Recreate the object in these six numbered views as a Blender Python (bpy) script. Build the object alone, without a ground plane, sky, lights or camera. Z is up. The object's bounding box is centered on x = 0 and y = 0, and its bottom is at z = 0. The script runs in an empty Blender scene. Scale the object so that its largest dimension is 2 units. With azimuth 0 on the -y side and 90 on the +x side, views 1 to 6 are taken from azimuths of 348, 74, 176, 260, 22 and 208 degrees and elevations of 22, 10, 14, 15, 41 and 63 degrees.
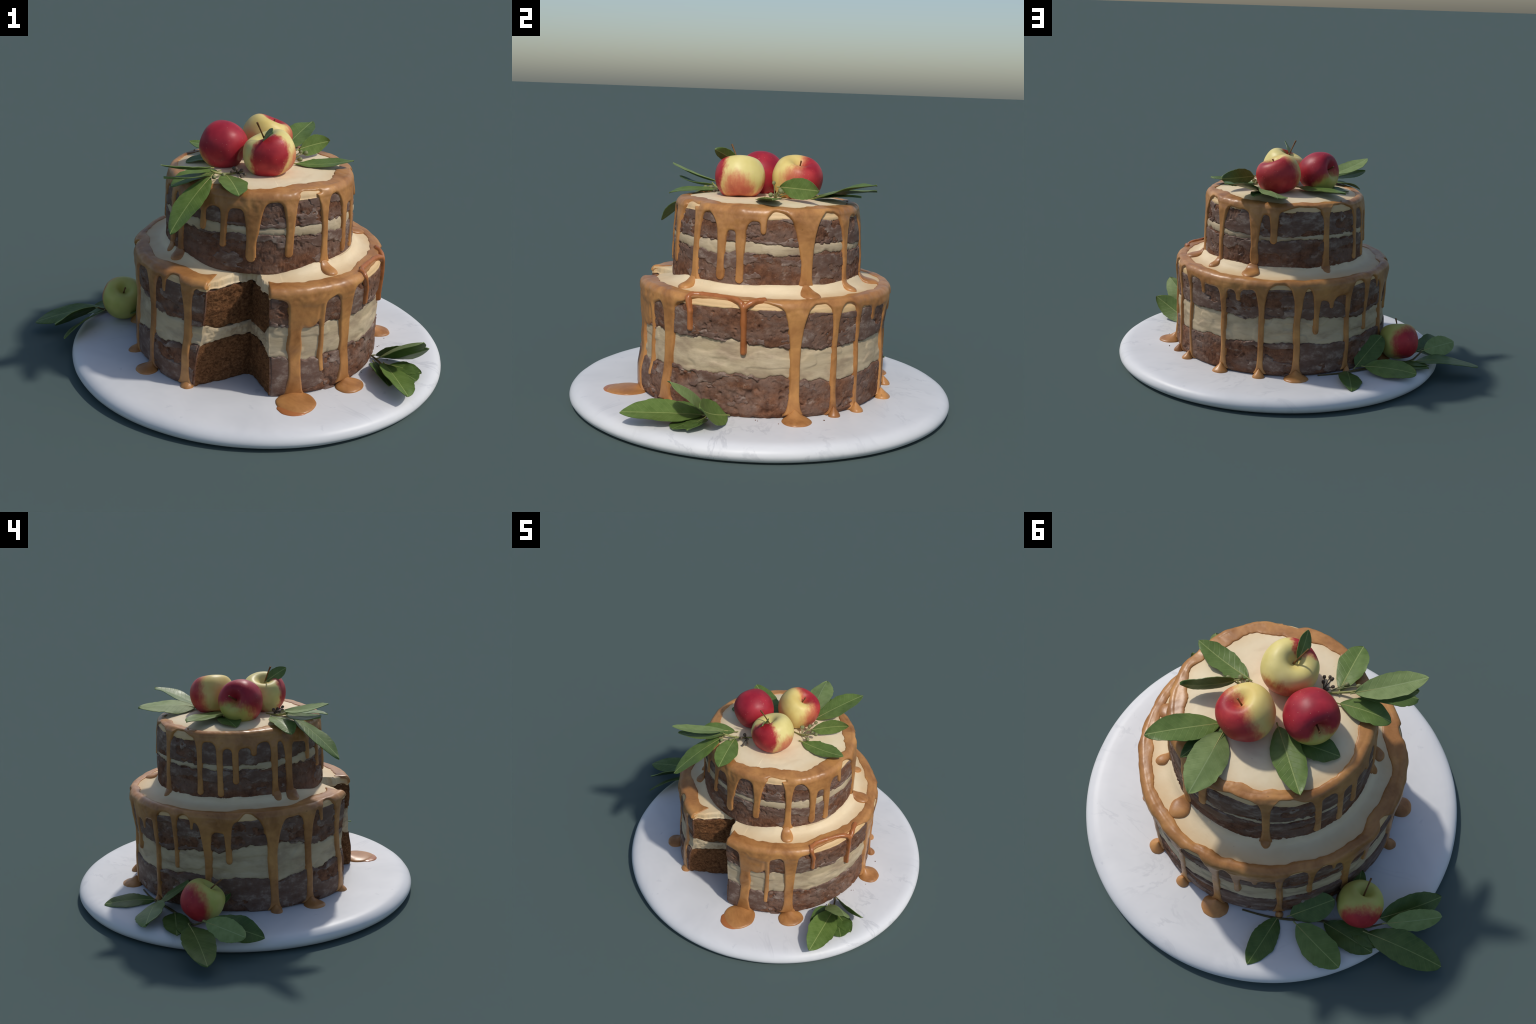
import bpy, math
import numpy as np
from mathutils import Vector, Matrix

# ------------------------------------------------------------------ helpers
CX, CY = 0.080, 0.008            # common axis of both cake tiers
PLATE_C, PLATE_R, PLATE_TOP = (0.0875, 0.0), 0.9125, 0.081
D2R = math.pi / 180.0


def hash3(ix, iy, iz, seed):
    h = (ix.astype(np.int64) * 374761393 + iy.astype(np.int64) * 668265263
         + iz.astype(np.int64) * 2147483647 + seed * 1274126177) & 0xFFFFFFFF
    h = ((h ^ (h >> 13)) * 1274126177) & 0xFFFFFFFF
    h = ((h ^ (h >> 16)) * 2246822519) & 0xFFFFFFFF
    return ((h ^ (h >> 15)) & 0xFFFF) / 65535.0


def noise3(x, y, z, seed=0):
    """smooth value noise in -1..1"""
    x, y, z = np.broadcast_arrays(np.asarray(x, float), np.asarray(y, float), np.asarray(z, float))
    ix, iy, iz = np.floor(x), np.floor(y), np.floor(z)
    fx, fy, fz = x - ix, y - iy, z - iz
    fx, fy, fz = [f * f * f * (f * (f * 6 - 15) + 10) for f in (fx, fy, fz)]
    out = 0.0
    for dx in (0, 1):
        for dy in (0, 1):
            for dz in (0, 1):
                w = (fx if dx else 1 - fx) * (fy if dy else 1 - fy) * (fz if dz else 1 - fz)
                out = out + w * hash3(ix + dx, iy + dy, iz + dz, seed)
    return out * 2 - 1


def fbm(x, y, z, seed=0, octaves=4, gain=0.5):
    a, s, t = 1.0, 0.0, 0.0
    for o in range(octaves):
        s = s + a * noise3(x, y, z, seed + o * 17)
        t += a
        a *= gain
        x, y, z = x * 2.03, y * 2.03, z * 2.03
    return s / t


def cyl_fbm(az, z, fa, fz, seed, octaves=4, gain=0.5):
    """noise on the side of a tier: fa features along the angle, fz up it"""
    a = np.asarray(az) * D2R
    return fbm(np.cos(a) * fa, np.sin(a) * fa, np.asarray(z) * fz, seed, octaves, gain)


def periodic(table):
    """smooth periodic interpolation of (azimuth, value) pairs"""
    t = sorted((a % 360.0, v) for a, v in table)
    a = np.array([p[0] for p in t]); v = np.array([p[1] for p in t])
    a = np.concatenate([a - 360, a, a + 360]); v = np.concatenate([v, v, v])

    def f(q):
        q = np.mod(q, 360.0)
        i = np.clip(np.searchsorted(a, q, side='right') - 1, 0, len(a) - 2)
        u = (q - a[i]) / (a[i + 1] - a[i])
        u = u * u * (3 - 2 * u)
        return v[i] * (1 - u) + v[i + 1] * u
    return f


def smoothstep(a, b, x):
    t = np.clip((x - a) / (b - a), 0, 1)
    return t * t * (3 - 2 * t)


def smin(a, b, k):
    h = np.clip(0.5 + 0.5 * (b - a) / k, 0, 1)
    return b * (1 - h) + a * h - k * h * (1 - h)


def polar(az, r):
    a = np.asarray(az) * D2R
    return CX + r * np.sin(a), CY - r * np.cos(a)


def grid_faces(n_rows, n_cols, closed):
    r = np.arange(n_rows - 1)[:, None]
    c = np.arange(n_cols if closed else n_cols - 1)[None, :]
    c1 = (c + 1) % n_cols
    f = np.stack([r * n_cols + c, r * n_cols + c1, (r + 1) * n_cols + c1, (r + 1) * n_cols + c], -1)
    return f.reshape(-1, 4)


def make_mesh(name, verts, faces, mats, mat_index=None, smooth=True, normals=None):
    """faces: array of quads (a quad whose last two indices agree becomes a triangle)"""
    me = bpy.data.meshes.new(name)
    verts = np.asarray(verts, np.float64)
    if isinstance(faces, np.ndarray) and faces.ndim == 2 and faces.shape[1] == 4:
        tri = faces[:, 2] == faces[:, 3]
        counts = np.where(tri, 3, 4)
        loops = faces.reshape(-1)
        if tri.any():
            keep = np.ones(faces.shape, bool); keep[tri, 3] = False
            loops = faces[keep]
        me.vertices.add(len(verts)); me.loops.add(len(loops)); me.polygons.add(len(faces))
        me.vertices.foreach_set('co', verts.reshape(-1))
        me.loops.foreach_set('vertex_index', loops.astype(np.int32))
        start = np.concatenate([[0], np.cumsum(counts)[:-1]]).astype(np.int32)
        me.polygons.foreach_set('loop_start', start)
        me.update(calc_edges=True)
    else:
        me.from_pydata([tuple(v) for v in verts], [], [tuple(int(i) for i in f) for f in faces])
        me.update()
    for m in mats:
        me.materials.append(m)
    if mat_index is not None:
        me.polygons.foreach_set('material_index', np.asarray(mat_index, np.int32))
    me.polygons.foreach_set('use_smooth', np.full(len(me.polygons), smooth))
    me.validate()
    if normals is not None:
        me.normals_split_custom_set_from_vertices([tuple(n) for n in normals])
    me.update()
    return me


def add(name, data, parent=None, loc=(0, 0, 0)):
    ob = bpy.data.objects.new(name, data)
    bpy.context.scene.collection.objects.link(ob)
    ob.location = loc
    if parent is not None:
        ob.parent = parent
        ob.matrix_parent_inverse = Matrix.Translation(parent.location).inverted()
    return ob


def vertex_normals(verts, faces):
    n = np.zeros_like(verts)
    a, b, c, d = (verts[faces[:, i]] for i in range(4))
    fn = np.cross(c - a, d - b)
    for i in range(4):
        np.add.at(n, faces[:, i], fn)
    return n / np.maximum(np.linalg.norm(n, axis=1, keepdims=True), 1e-12)


# ------------------------------------------------------------------ materials
class Nodes:
    def __init__(self, name):
        self.mat = bpy.data.materials.new(name)
        self.mat.use_nodes = True
        self.t = self.mat.node_tree
        self.bsdf = self.t.nodes['Principled BSDF']
        self.coord = self.t.nodes.new('ShaderNodeTexCoord').outputs['Object']

    def link(self, a, b):
        self.t.links.new(a, b)

    def mapped(self, scale=(1, 1, 1), loc=(0, 0, 0), rot=(0, 0, 0)):
        n = self.t.nodes.new('ShaderNodeMapping')
        n.inputs['Scale'].default_value = scale
        n.inputs['Location'].default_value = loc
        n.inputs['Rotation'].default_value = rot
        self.link(self.coord, n.inputs['Vector'])
        return n.outputs[0]

    def noise(self, scale, detail=4, rough=0.55, vec=None, dist=0.0):
        n = self.t.nodes.new('ShaderNodeTexNoise')
        n.inputs['Scale'].default_value = scale
        n.inputs['Detail'].default_value = detail
        n.inputs['Roughness'].default_value = rough
        n.inputs['Distortion'].default_value = dist
        self.link(vec if vec is not None else self.coord, n.inputs['Vector'])
        return n.outputs['Fac']

    def voronoi(self, scale, vec=None, feature='F1', out='Distance'):
        n = self.t.nodes.new('ShaderNodeTexVoronoi')
        n.feature = feature
        n.inputs['Scale'].default_value = scale
        self.link(vec if vec is not None else self.coord, n.inputs['Vector'])
        return n.outputs[out]

    def math(self, op, a, b=None, c=None, clamp=False):
        n = self.t.nodes.new('ShaderNodeMath'); n.operation = op; n.use_clamp = clamp
        for i, v in enumerate((a, b, c)):
            if v is None:
                continue
            if isinstance(v, (int, float)):
                n.inputs[i].default_value = v
            else:
                self.link(v, n.inputs[i])
        return n.outputs[0]

    def ramp(self, fac, lo, hi):
        n = self.t.nodes.new('ShaderNodeMapRange')
        n.interpolation_type = 'SMOOTHSTEP'
        n.inputs['From Min'].default_value = lo
        n.inputs['From Max'].default_value = hi
        self.link(fac, n.inputs['Value'])
        return n.outputs[0]

    def colors(self, fac, stops):
        n = self.t.nodes.new('ShaderNodeValToRGB')
        e = n.color_ramp.elements
        while len(e) < len(stops):
            e.new(0.5)
        for el, (p, c) in zip(e, stops):
            el.position = p; el.color = (*c, 1)
        self.link(fac, n.inputs[0])
        return n.outputs[0]

    def mix(self, fac, a, b, blend='MIX'):
        n = self.t.nodes.new('ShaderNodeMix'); n.data_type = 'RGBA'; n.blend_type = blend
        for sock, v in ((n.inputs[0], fac), (n.inputs[6], a), (n.inputs[7], b)):
            if isinstance(v, (int, float)):
                sock.default_value = v
            elif isinstance(v, tuple):
                sock.default_value = (*v, 1)
            else:
                self.link(v, sock)
        return n.outputs[2]

    def dot(self, direction, zscale=1.0):
        """cosine between the direction from the object's origin and a given one"""
        v = self.t.nodes.new('ShaderNodeVectorMath'); v.operation = 'NORMALIZE'
        self.link(self.mapped((1, 1, zscale)) if zscale != 1.0 else self.coord, v.inputs[0])
        d = self.t.nodes.new('ShaderNodeVectorMath'); d.operation = 'DOT_PRODUCT'
        self.link(v.outputs[0], d.inputs[0])
        d.inputs[1].default_value = Vector(direction).normalized()
        return d.outputs['Value']

    def separate(self):
        n = self.t.nodes.new('ShaderNodeSeparateXYZ')
        self.link(self.coord, n.inputs[0])
        return n.outputs

    def bump(self, height, strength=0.3, distance=0.002):
        n = self.t.nodes.new('ShaderNodeBump')
        n.inputs['Strength'].default_value = strength
        n.inputs['Distance'].default_value = distance
        self.link(height, n.inputs['Height'])
        self.link(n.outputs[0], self.bsdf.inputs['Normal'])

    def done(self, color, rough=0.5, spec=0.5, **kw):
        if isinstance(color, tuple):
            self.bsdf.inputs['Base Color'].default_value = (*color, 1)
        else:
            self.link(color, self.bsdf.inputs['Base Color'])
        if isinstance(rough, (int, float)):
            self.bsdf.inputs['Roughness'].default_value = rough
        else:
            self.link(rough, self.bsdf.inputs['Roughness'])
        self.bsdf.inputs['Specular IOR Level'].default_value = spec
        for k, v in kw.items():
            self.bsdf.inputs[k.replace('_', ' ')].default_value = v
        return self.mat


def mat_marble():
    n = Nodes('white_marble')
    cloud = n.noise(3.0, 5, 0.6, dist=0.6)
    vein = n.math('ABSOLUTE', n.math('SUBTRACT', n.noise(2.3, 6, 0.62, n.mapped((1, 1.6, 1), (3, 1, 0), (0, 0, 0.7)), 1.2), 0.5))
    v = n.math('MULTIPLY', n.math('SUBTRACT', 1.0, n.ramp(vein, 0.0, 0.035)), n.ramp(n.noise(1.7, 3), 0.5, 0.68))
    spots = n.math('MULTIPLY', n.ramp(n.noise(16, 3), 0.68, 0.76), 0.35)
    base = n.colors(cloud, [(0.3, (0.70, 0.70, 0.70)), (0.65, (0.78, 0.775, 0.77))])
    c = n.mix(n.math('MULTIPLY', v, 0.30), base, (0.36, 0.37, 0.40))
    c = n.mix(spots, c, (0.50, 0.51, 0.54))
    return n.done(c, 0.42, 0.35)


def mat_cream(name, a, b, stain=None, veil=0.0):
    n = Nodes(name)
    big = n.noise(7, 4, 0.55, n.mapped((1, 1, 2.5)))
    c = n.colors(big, [(0.3, a), (0.7, b)])
    specks = n.ramp(n.noise(90, 2), 0.73, 0.78)
    c = n.mix(n.math('MULTIPLY', specks, 0.35), c, (0.42, 0.24, 0.12))
    if stain:
        # caramel soaking into the frosting, in from the rim
        v = n.t.nodes.new('ShaderNodeVectorMath'); v.operation = 'LENGTH'
        n.link(n.mapped((1, 1, 0), (-CX, -CY, 0)), v.inputs[0])
        r = n.math('ADD', v.outputs['Value'], n.math('MULTIPLY', n.math('SUBTRACT', n.noise(8, 4), 0.5), 0.10))
        c = n.mix(n.math('MULTIPLY', n.ramp(r, *stain), 0.62), c, (0.70, 0.40, 0.14))
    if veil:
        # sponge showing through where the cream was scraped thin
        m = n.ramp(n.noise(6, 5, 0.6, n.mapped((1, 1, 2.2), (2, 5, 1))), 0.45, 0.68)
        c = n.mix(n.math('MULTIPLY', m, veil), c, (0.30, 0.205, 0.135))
    n.bump(n.noise(45, 4, 0.55, n.mapped((1, 1, 3.5))), 0.35, 0.003)
    return n.done(c, 0.55, 0.3)


def mat_sponge_side():
    n = Nodes('sponge_crust')
    f = n.noise(28, 6, 0.65)
    c = n.colors(f, [(0.28, (0.070, 0.030, 0.018)), (0.5, (0.165, 0.073, 0.040)), (0.72, (0.27, 0.125, 0.068))])
    pale = n.ramp(n.noise(6, 6, 0.62, n.mapped((1, 1, 2.0))), 0.40, 0.62)
    c = n.mix(n.math('MULTIPLY', pale, 0.62), c, (0.225, 0.150, 0.115))
    milk = n.ramp(n.noise(19, 6, 0.66, n.mapped((1, 1, 1.7))), 0.55, 0.72)
    c = n.mix(n.math('MULTIPLY', milk, 0.45), c, (0.42, 0.33, 0.26))
    pits = n.ramp(n.voronoi(70), 0.0, 0.28)
    c = n.mix(n.math('MULTIPLY', n.math('SUBTRACT', 1.0, pits), 0.5), c, (0.035, 0.014, 0.008))
    n.bump(n.noise(110, 5, 0.7), 0.7, 0.004)
    return n.done(c, 0.85, 0.15)


def mat_sponge_crumb():
    n = Nodes('sponge_crumb')
    f = n.noise(60, 6, 0.7, n.mapped((1, 1, 1.5)))
    c = n.colors(f, [(0.30, (0.060, 0.024, 0.010)), (0.5, (0.185, 0.082, 0.034)), (0.72, (0.33, 0.160, 0.070))])
    pits = n.ramp(n.voronoi(95), 0.05, 0.35)
    c = n.mix(n.math('MULTIPLY', n.math('SUBTRACT', 1.0, pits), 0.65), c, (0.04, 0.014, 0.005))
    n.bump(n.noise(130, 5, 0.75), 1.0, 0.006)
    return n.done(c, 0.9, 0.1)


def mat_smear():
    n = Nodes('thin_frosting')
    f = n.noise(13, 6, 0.65, n.mapped((1, 1, 1.9)))
    c = n.colors(f, [(0.32, (0.115, 0.060, 0.040)), (0.50, (0.172, 0.105, 0.078)), (0.70, (0.37, 0.285, 0.225))])
    crumbs = n.ramp(n.noise(45, 6, 0.7), 0.46, 0.62)
    c = n.mix(n.math('MULTIPLY', crumbs, 0.55), c, (0.145, 0.070, 0.043))
    n.bump(n.noise(50, 5, 0.6, n.mapped((1, 1, 2.2))), 0.35, 0.002)
    return n.done(c, 0.6, 0.3)


def mat_caramel(name, deep, mid, pale, rough=0.36):
    n = Nodes(name)
    f = n.noise(7, 6, 0.65, dist=0.4)
    c = n.colors(f, [(0.30, deep), (0.5, mid), (0.70, pale)])
    dots = n.ramp(n.noise(55, 2), 0.72, 0.77)
    c = n.mix(n.math('MULTIPLY', dots, 0.4), c, tuple(0.45 * v for v in deep))
    n.bump(n.noise(30, 3), 0.25, 0.003)
    return n.done(c, rough, 0.45)


def mat_apple(name, blushes, yellow, green, red, dark):
    """skin: yellow to green ground colour, red blush where the given directions reach"""
    n = Nodes(name)
    ground = n.colors(n.noise(9, 3), [(0.35, green), (0.65, yellow)])
    wob = n.math('ADD', n.math('MULTIPLY', n.math('SUBTRACT', n.noise(9, 4, 0.6), 0.5), 0.75),
                 n.math('MULTIPLY', n.math('SUBTRACT', n.noise(60, 3, 0.6, n.mapped((1, 1, 0.25))), 0.5), 0.30))
    fac = None
    for direction, zscale, lo, hi, amount in blushes:
        m = n.math('MULTIPLY', n.ramp(n.math('ADD', n.dot(direction, zscale), wob), lo, hi), amount)
        fac = m if fac is None else n.math('MAXIMUM', fac, m)
    redc = n.colors(n.noise(14, 4), [(0.35, dark), (0.65, red)])
    orange = tuple(0.5 * (a + b) for a, b in zip(red, yellow))
    edge = n.mix(n.ramp(fac, 0.0, 0.55), ground, (orange[0] * 1.0, orange[1] * 0.75, orange[2] * 0.75))
    c = n.mix(n.ramp(fac, 0.3, 0.95), edge, redc)
    dots = n.math('SUBTRACT', 1.0, n.ramp(n.voronoi(62), 0.05, 0.11))
    c = n.mix(n.math('MULTIPLY', dots, 0.55), c, (0.75, 0.50, 0.33))
    n.bump(n.noise(25, 3), 0.12, 0.004)
    return n.done(c, 0.44, 0.35)


def mat_leaf(name, blade, blade2, vein, rough):
    n = Nodes(name)
    x, y, z = n.separate()
    ay = n.math('ABSOLUTE', y)
    f = n.noise(22, 5, 0.6)
    c = n.colors(f, [(0.3, blade), (0.7, blade2)])
    # side veins: stripes slanting forward from the midrib
    sl = n.math('SUBTRACT', x, n.math('MULTIPLY', ay, 0.75))
    tri = n.math('PINGPONG', n.math('ADD', sl, n.math('MULTIPLY', n.noise(18, 2), 0.012)), 0.014)
    side = n.math('SUBTRACT', 1.0, n.ramp(tri, 0.0, 0.0026))
    mid = n.math('SUBTRACT', 1.0, n.ramp(ay, 0.0010, 0.0028))
    c = n.mix(n.math('MULTIPLY', side, 0.13), c, vein)
    c = n.mix(n.math('MULTIPLY', mid, 0.8), c, vein)
    n.bump(n.math('ADD', n.math('MULTIPLY', side, -0.5), n.noise(35, 3)), 0.35, 0.002)
    n.done(c, rough, 0.4)
    tr = n.t.nodes.new('ShaderNodeBsdfTranslucent')
    n.link(c, tr.inputs['Color'])
    mx = n.t.nodes.new('ShaderNodeMixShader'); mx.inputs[0].default_value = 0.14
    out = n.t.nodes['Material Output']
    n.link(n.bsdf.outputs[0], mx.inputs[1]); n.link(tr.outputs[0], mx.inputs[2])
    n.link(mx.outputs[0], out.inputs['Surface'])
    return n.mat


def mat_plain(name, a, b, scale, rough):
    n = Nodes(name)
    return n.done(n.colors(n.noise(scale, 4), [(0.3, a), (0.7, b)]), rough, 0.3)


MARBLE = mat_marble()
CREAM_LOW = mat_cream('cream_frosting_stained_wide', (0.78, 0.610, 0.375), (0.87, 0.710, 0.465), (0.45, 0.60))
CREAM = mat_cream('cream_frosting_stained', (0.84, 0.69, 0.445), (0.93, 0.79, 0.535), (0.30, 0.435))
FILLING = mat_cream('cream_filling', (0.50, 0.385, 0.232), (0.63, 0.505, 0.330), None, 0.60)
CRUST, CRUMB, SMEAR = mat_sponge_side(), mat_sponge_crumb(), mat_smear()
CARAMEL = mat_caramel('caramel', (0.29, 0.114, 0.032), (0.46, 0.208, 0.066), (0.62, 0.300, 0.094))
DARK_CARAMEL = mat_caramel('dark_caramel', (0.36, 0.110, 0.030), (0.44, 0.155, 0.048), (0.52, 0.20, 0.07), 0.28)
LEAF = mat_leaf('leaf_green', (0.115, 0.188, 0.038), (0.178, 0.268, 0.066), (0.38, 0.45, 0.15), 0.42)
LEAF_DARK = mat_leaf('leaf_deep_green', (0.070, 0.128, 0.026), (0.118, 0.190, 0.045), (0.27, 0.34, 0.11), 0.40)
LEAF_PALE = mat_leaf('leaf_underside', (0.20, 0.285, 0.085), (0.285, 0.375, 0.135), (0.36, 0.45, 0.20), 0.6)
TWIG = mat_plain('twig_bark', (0.07, 0.05, 0.02), (0.16, 0.13, 0.05), 40, 0.7)
STALK = mat_plain('leaf_stalk', (0.26, 0.28, 0.08), (0.38, 0.36, 0.13), 40, 0.5)
STEM = mat_plain('apple_stalk', (0.13, 0.055, 0.018), (0.26, 0.13, 0.045), 60, 0.6)
BUD = mat_plain('bud_green', (0.17, 0.19, 0.075), (0.30, 0.30, 0.14), 50, 0.5)
BUD_BROWN = mat_plain('bud_brown', (0.06, 0.045, 0.03), (0.16, 0.12, 0.085), 60, 0.6)

# ------------------------------------------------------------------ things
plate_mesh_profile = [(0.0, 0.0), (0.86, 0.0), (0.888, 0.004), (0.903, 0.014), (0.9115, 0.028), (0.9125, 0.036),
                      (0.910, 0.047), (0.902, 0.0585), (0.888, 0.069), (0.870, 0.0755), (0.845, 0.0785),
                      (0.80, 0.0792), (0.72, 0.0805), (0.6, 0.0815), (0.3, 0.082), (0.0, 0.082)]


def build_plate():
    n = 256
    th = np.arange(n) * 2 * math.pi / n
    rows = []
    for r, z in plate_mesh_profile:
        edge = smoothstep(0.80, 0.91, r)
        dr = edge * 0.0025 * fbm(np.cos(th) * 3, np.sin(th) * 3, z * 9, 5, 3)
        dz = edge * (0.0016 * fbm(np.cos(th) * 4, np.sin(th) * 4, 0.0, 9, 3) if z > 0.03 else 0.0)
        rr = np.maximum(r + dr, 0.0005)
        rows.append(np.stack([rr * np.cos(th), rr * np.sin(th), np.maximum(z + dz, 0) + 0 * th], -1))
    v = np.concatenate(rows)
    # pin the widest points so that the board keeps its exact diameter
    rmax = np.abs(v[:, 0]).max(); v[:, :2] *= PLATE_R / rmax
    me = make_mesh('marble_board', v, grid_faces(len(rows), n, True), [MARBLE])
    ob = add('marble_board', me, loc=(PLATE_C[0], PLATE_C[1], 0))
    ob['label'] = 'round white marble serving board with soft rounded rim'
    ob['category'] = 'serving board'
    return ob


class Tier:
    """a round tier: an envelope radius over height, a rounded rim and a top"""

    def __init__(self, z_bottom, z_top, rim, radii, swell, shift, dome, seed, tilt=0.0):
        self.zb, self.zt, self.rr, self.dome, self.seed = z_bottom, z_top, rim, dome, seed
        self.z_tab = np.array([p[0] for p in radii]); self.r_tab = np.array([p[1] for p in radii])
        self.swell, self.shift, self.tilt = swell, shift, tilt
        self.r_rim = float(np.interp(z_top - rim, self.z_tab, self.r_tab))

    def env(self, az, z):
        r = np.interp(z, self.z_tab, self.r_tab)
        r = r + 0.0035 * cyl_fbm(az, z, 1.8, 2.0, self.seed, 2)
        r = r + 0.0085 * cyl_fbm(az, 0.0, 4.5, 1, self.seed + 40, 3) * smoothstep(self.zt - 0.12, self.zt - 0.03, z)
        r = r + self.shift[1] * np.cos((np.asarray(az) - self.shift[0]) * D2R)   # slightly off the axis
        for a0, width, amount, z0, z1 in self.swell:      # local swellings between heights z0 and z1
            d = (np.mod(np.asarray(az) - a0 + 180, 360) - 180) / width
            r = r + amount * np.exp(-d * d) * smoothstep(z0 - 0.05, z0 + 0.05, z) * smoothstep(z1 + 0.05, z1 - 0.05, z)
        return r

    def top(self, az, r):
        return self.zt + self.dome * np.clip(1 - (np.asarray(r) / (self.r_rim - self.rr)) ** 5, 0, 1) \
            + self.tilt * np.cos((np.asarray(az) - 40) * D2R) * np.asarray(r) / self.r_rim * (np.asarray(r) < self.r_rim - self.rr * 0.6)

    def surf(self, az, y):
        """point and normal of the coated surface; y runs over the rim, 0 where the side starts"""
        arc = self.rr * math.pi / 2
        az, y = np.broadcast_arrays(np.asarray(az, float), np.asarray(y, float))
        z_side = self.zt - self.rr - np.maximum(y, 0)
        r_side = self.env(az, z_side)
        r_rim = self.env(az, np.full_like(z_side, self.zt - self.rr))
        phi = np.clip(-y / self.rr, 0, math.pi / 2)
        r_arc = r_rim - self.rr + self.rr * np.cos(phi)
        z_arc = self.zt - self.rr + (self.rr + self.tilt * np.cos((az - 40) * D2R)) * np.sin(phi)
        r_top = r_rim - self.rr + np.minimum(y + arc, 0)
        z_top = self.top(az, r_top)
        side, top = y >= 0, y < -arc
        r = np.where(side, r_side, np.where(top, r_top, r_arc))
        z = np.where(side, z_side, np.where(top, z_top, z_arc))
        nr = np.where(side, 1.0, np.where(top, 0.0, np.cos(phi)))
        nz = np.where(side, 0.0, np.where(top, 1.0, np.sin(phi)))
        return r, z, nr, nz

    def y_of_z(self, z):
        return self.zt - self.rr - z

    def y_of_r(self, r):
        return r - (self.r_rim - self.rr) - self.rr * math.pi / 2


LOWER = Tier(PLATE_TOP, 0.595, 0.026,
             [(0.078, 0.580), (0.10, 0.587), (0.20, 0.588), (0.26, 0.588), (0.33, 0.588), (0.40, 0.584),
              (0.45, 0.587), (0.52, 0.591), (0.57, 0.590)],
             [(170, 22, 0.010, 0.45, 0.7), (14, 32, 0.018, 0.0, 0.22), (312, 18, 0.017, 0.0, 0.28), (275, 34, 0.006, 0.0, 0.7),
              (45, 26, 0.005, 0.0, 0.7), (88, 22, 0.007, 0.0, 0.16), (235, 55, -0.006, 0.27, 0.38)],
             (10, 0.003), 0.018, 11)
UPPER = Tier(0.606, 0.967, 0.026,
             [(0.60, 0.449), (0.66, 0.4455), (0.72, 0.4445), (0.80, 0.441), (0.88, 0.436), (0.940, 0.427)],
             [(250, 34, 0.003, 0.5, 1.0)], (215, 0.005), 0.020, 23, 0.006)

# wedge cut into the lower tier: ends of its two walls on the rim, and its inner corner
WEDGE_L, WEDGE_R = lambda z: 320.8 + 5.0 * smoothstep(0.08, 0.60, z), lambda z: 354.2 - 1.6 * smoothstep(0.08, 0.60, z)
APEX = (344.0, 0.392)

# heights of the layer borders round each tier
LOW_B1 = periodic([(11, .240), (28, .257), (47, .261), (64, .268), (83, .265), (100, .238), (111, .232), (137, .264),
                   (151, .253), (170, .262), (187, .259), (207, .250), (223, .262), (235, .267), (253, .256), (265, .254),
                   (282, .238), (300, .255), (310, .276), (323, .286), (354, .268)])
LOW_B2 = periodic([(21, .415), (36, .416), (49, .428), (61, .430), (77, .405), (95, .392), (115, .392), (132, .396), (151, .397),
                   (169, .402), (193, .401), (210, .388), (220, .380), (236, .396), (248, .398), (265, .430), (283, .432),
                   (296, .404), (305, .386), (323, .384), (353, .416), (8, .417)])
LOW_B3 = periodic([(45, .559), (58, .562), (76, .557), (99, .545), (112, .535), (130, .545), (175, .551), (189, .546), (217, .545),
                   (231, .554), (264, .556), (286, .559), (314, .558), (355, .551), (20, .553)])
UP_B1 = periodic([(15, .781), (37, .770), (65, .778), (87, .770), (113, .786), (144, .776), (164, .772), (185, .783),
                  (214, .780), (250, .776), (280, .779), (317, .773), (335, .783), (354, .787)])
UP_B2 = periodic([(15, .824), (36, .826), (65, .827), (87, .814), (113, .823), (139, .809), (164, .803), (185, .807),
                  (214, .804), (253, .804), (274, .808), (317, .824), (354, .824)])
UP_B3 = periodic([(21, .938), (80, .925), (112, .922), (142, .923), (188, .925), (221, .918), (260, .922), (310, .925), (350, .93)])


def ragged(f, amount, seed):
    return lambda a: f(a) + amount * cyl_fbm(a, 0.0, 11, 1, seed, 4, 0.6)


LOW_B1, LOW_B2, LOW_B3 = ragged(LOW_B1, .018, 301), ragged(LOW_B2, .018, 302), ragged(LOW_B3, .006, 303)
UP_B1, UP_B2, UP_B3 = ragged(UP_B1, .014, 304), ragged(UP_B2, .010, 305), ragged(UP_B3, .006, 306)


def lower_ring(n_arc, n_wall):
    """ring parameters: kind 0 arc / 1 left wall / 2 right wall, and position along it"""
    kind = np.concatenate([np.zeros(n_arc), np.ones(n_wall), np.full(n_wall, 2)])
    pos = np.concatenate([np.linspace(0, 1, n_arc), np.linspace(0, 1, n_wall + 1)[1:],
                          np.linspace(0, 1, n_wall + 2)[1:-1]])
    return kind, pos


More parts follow.
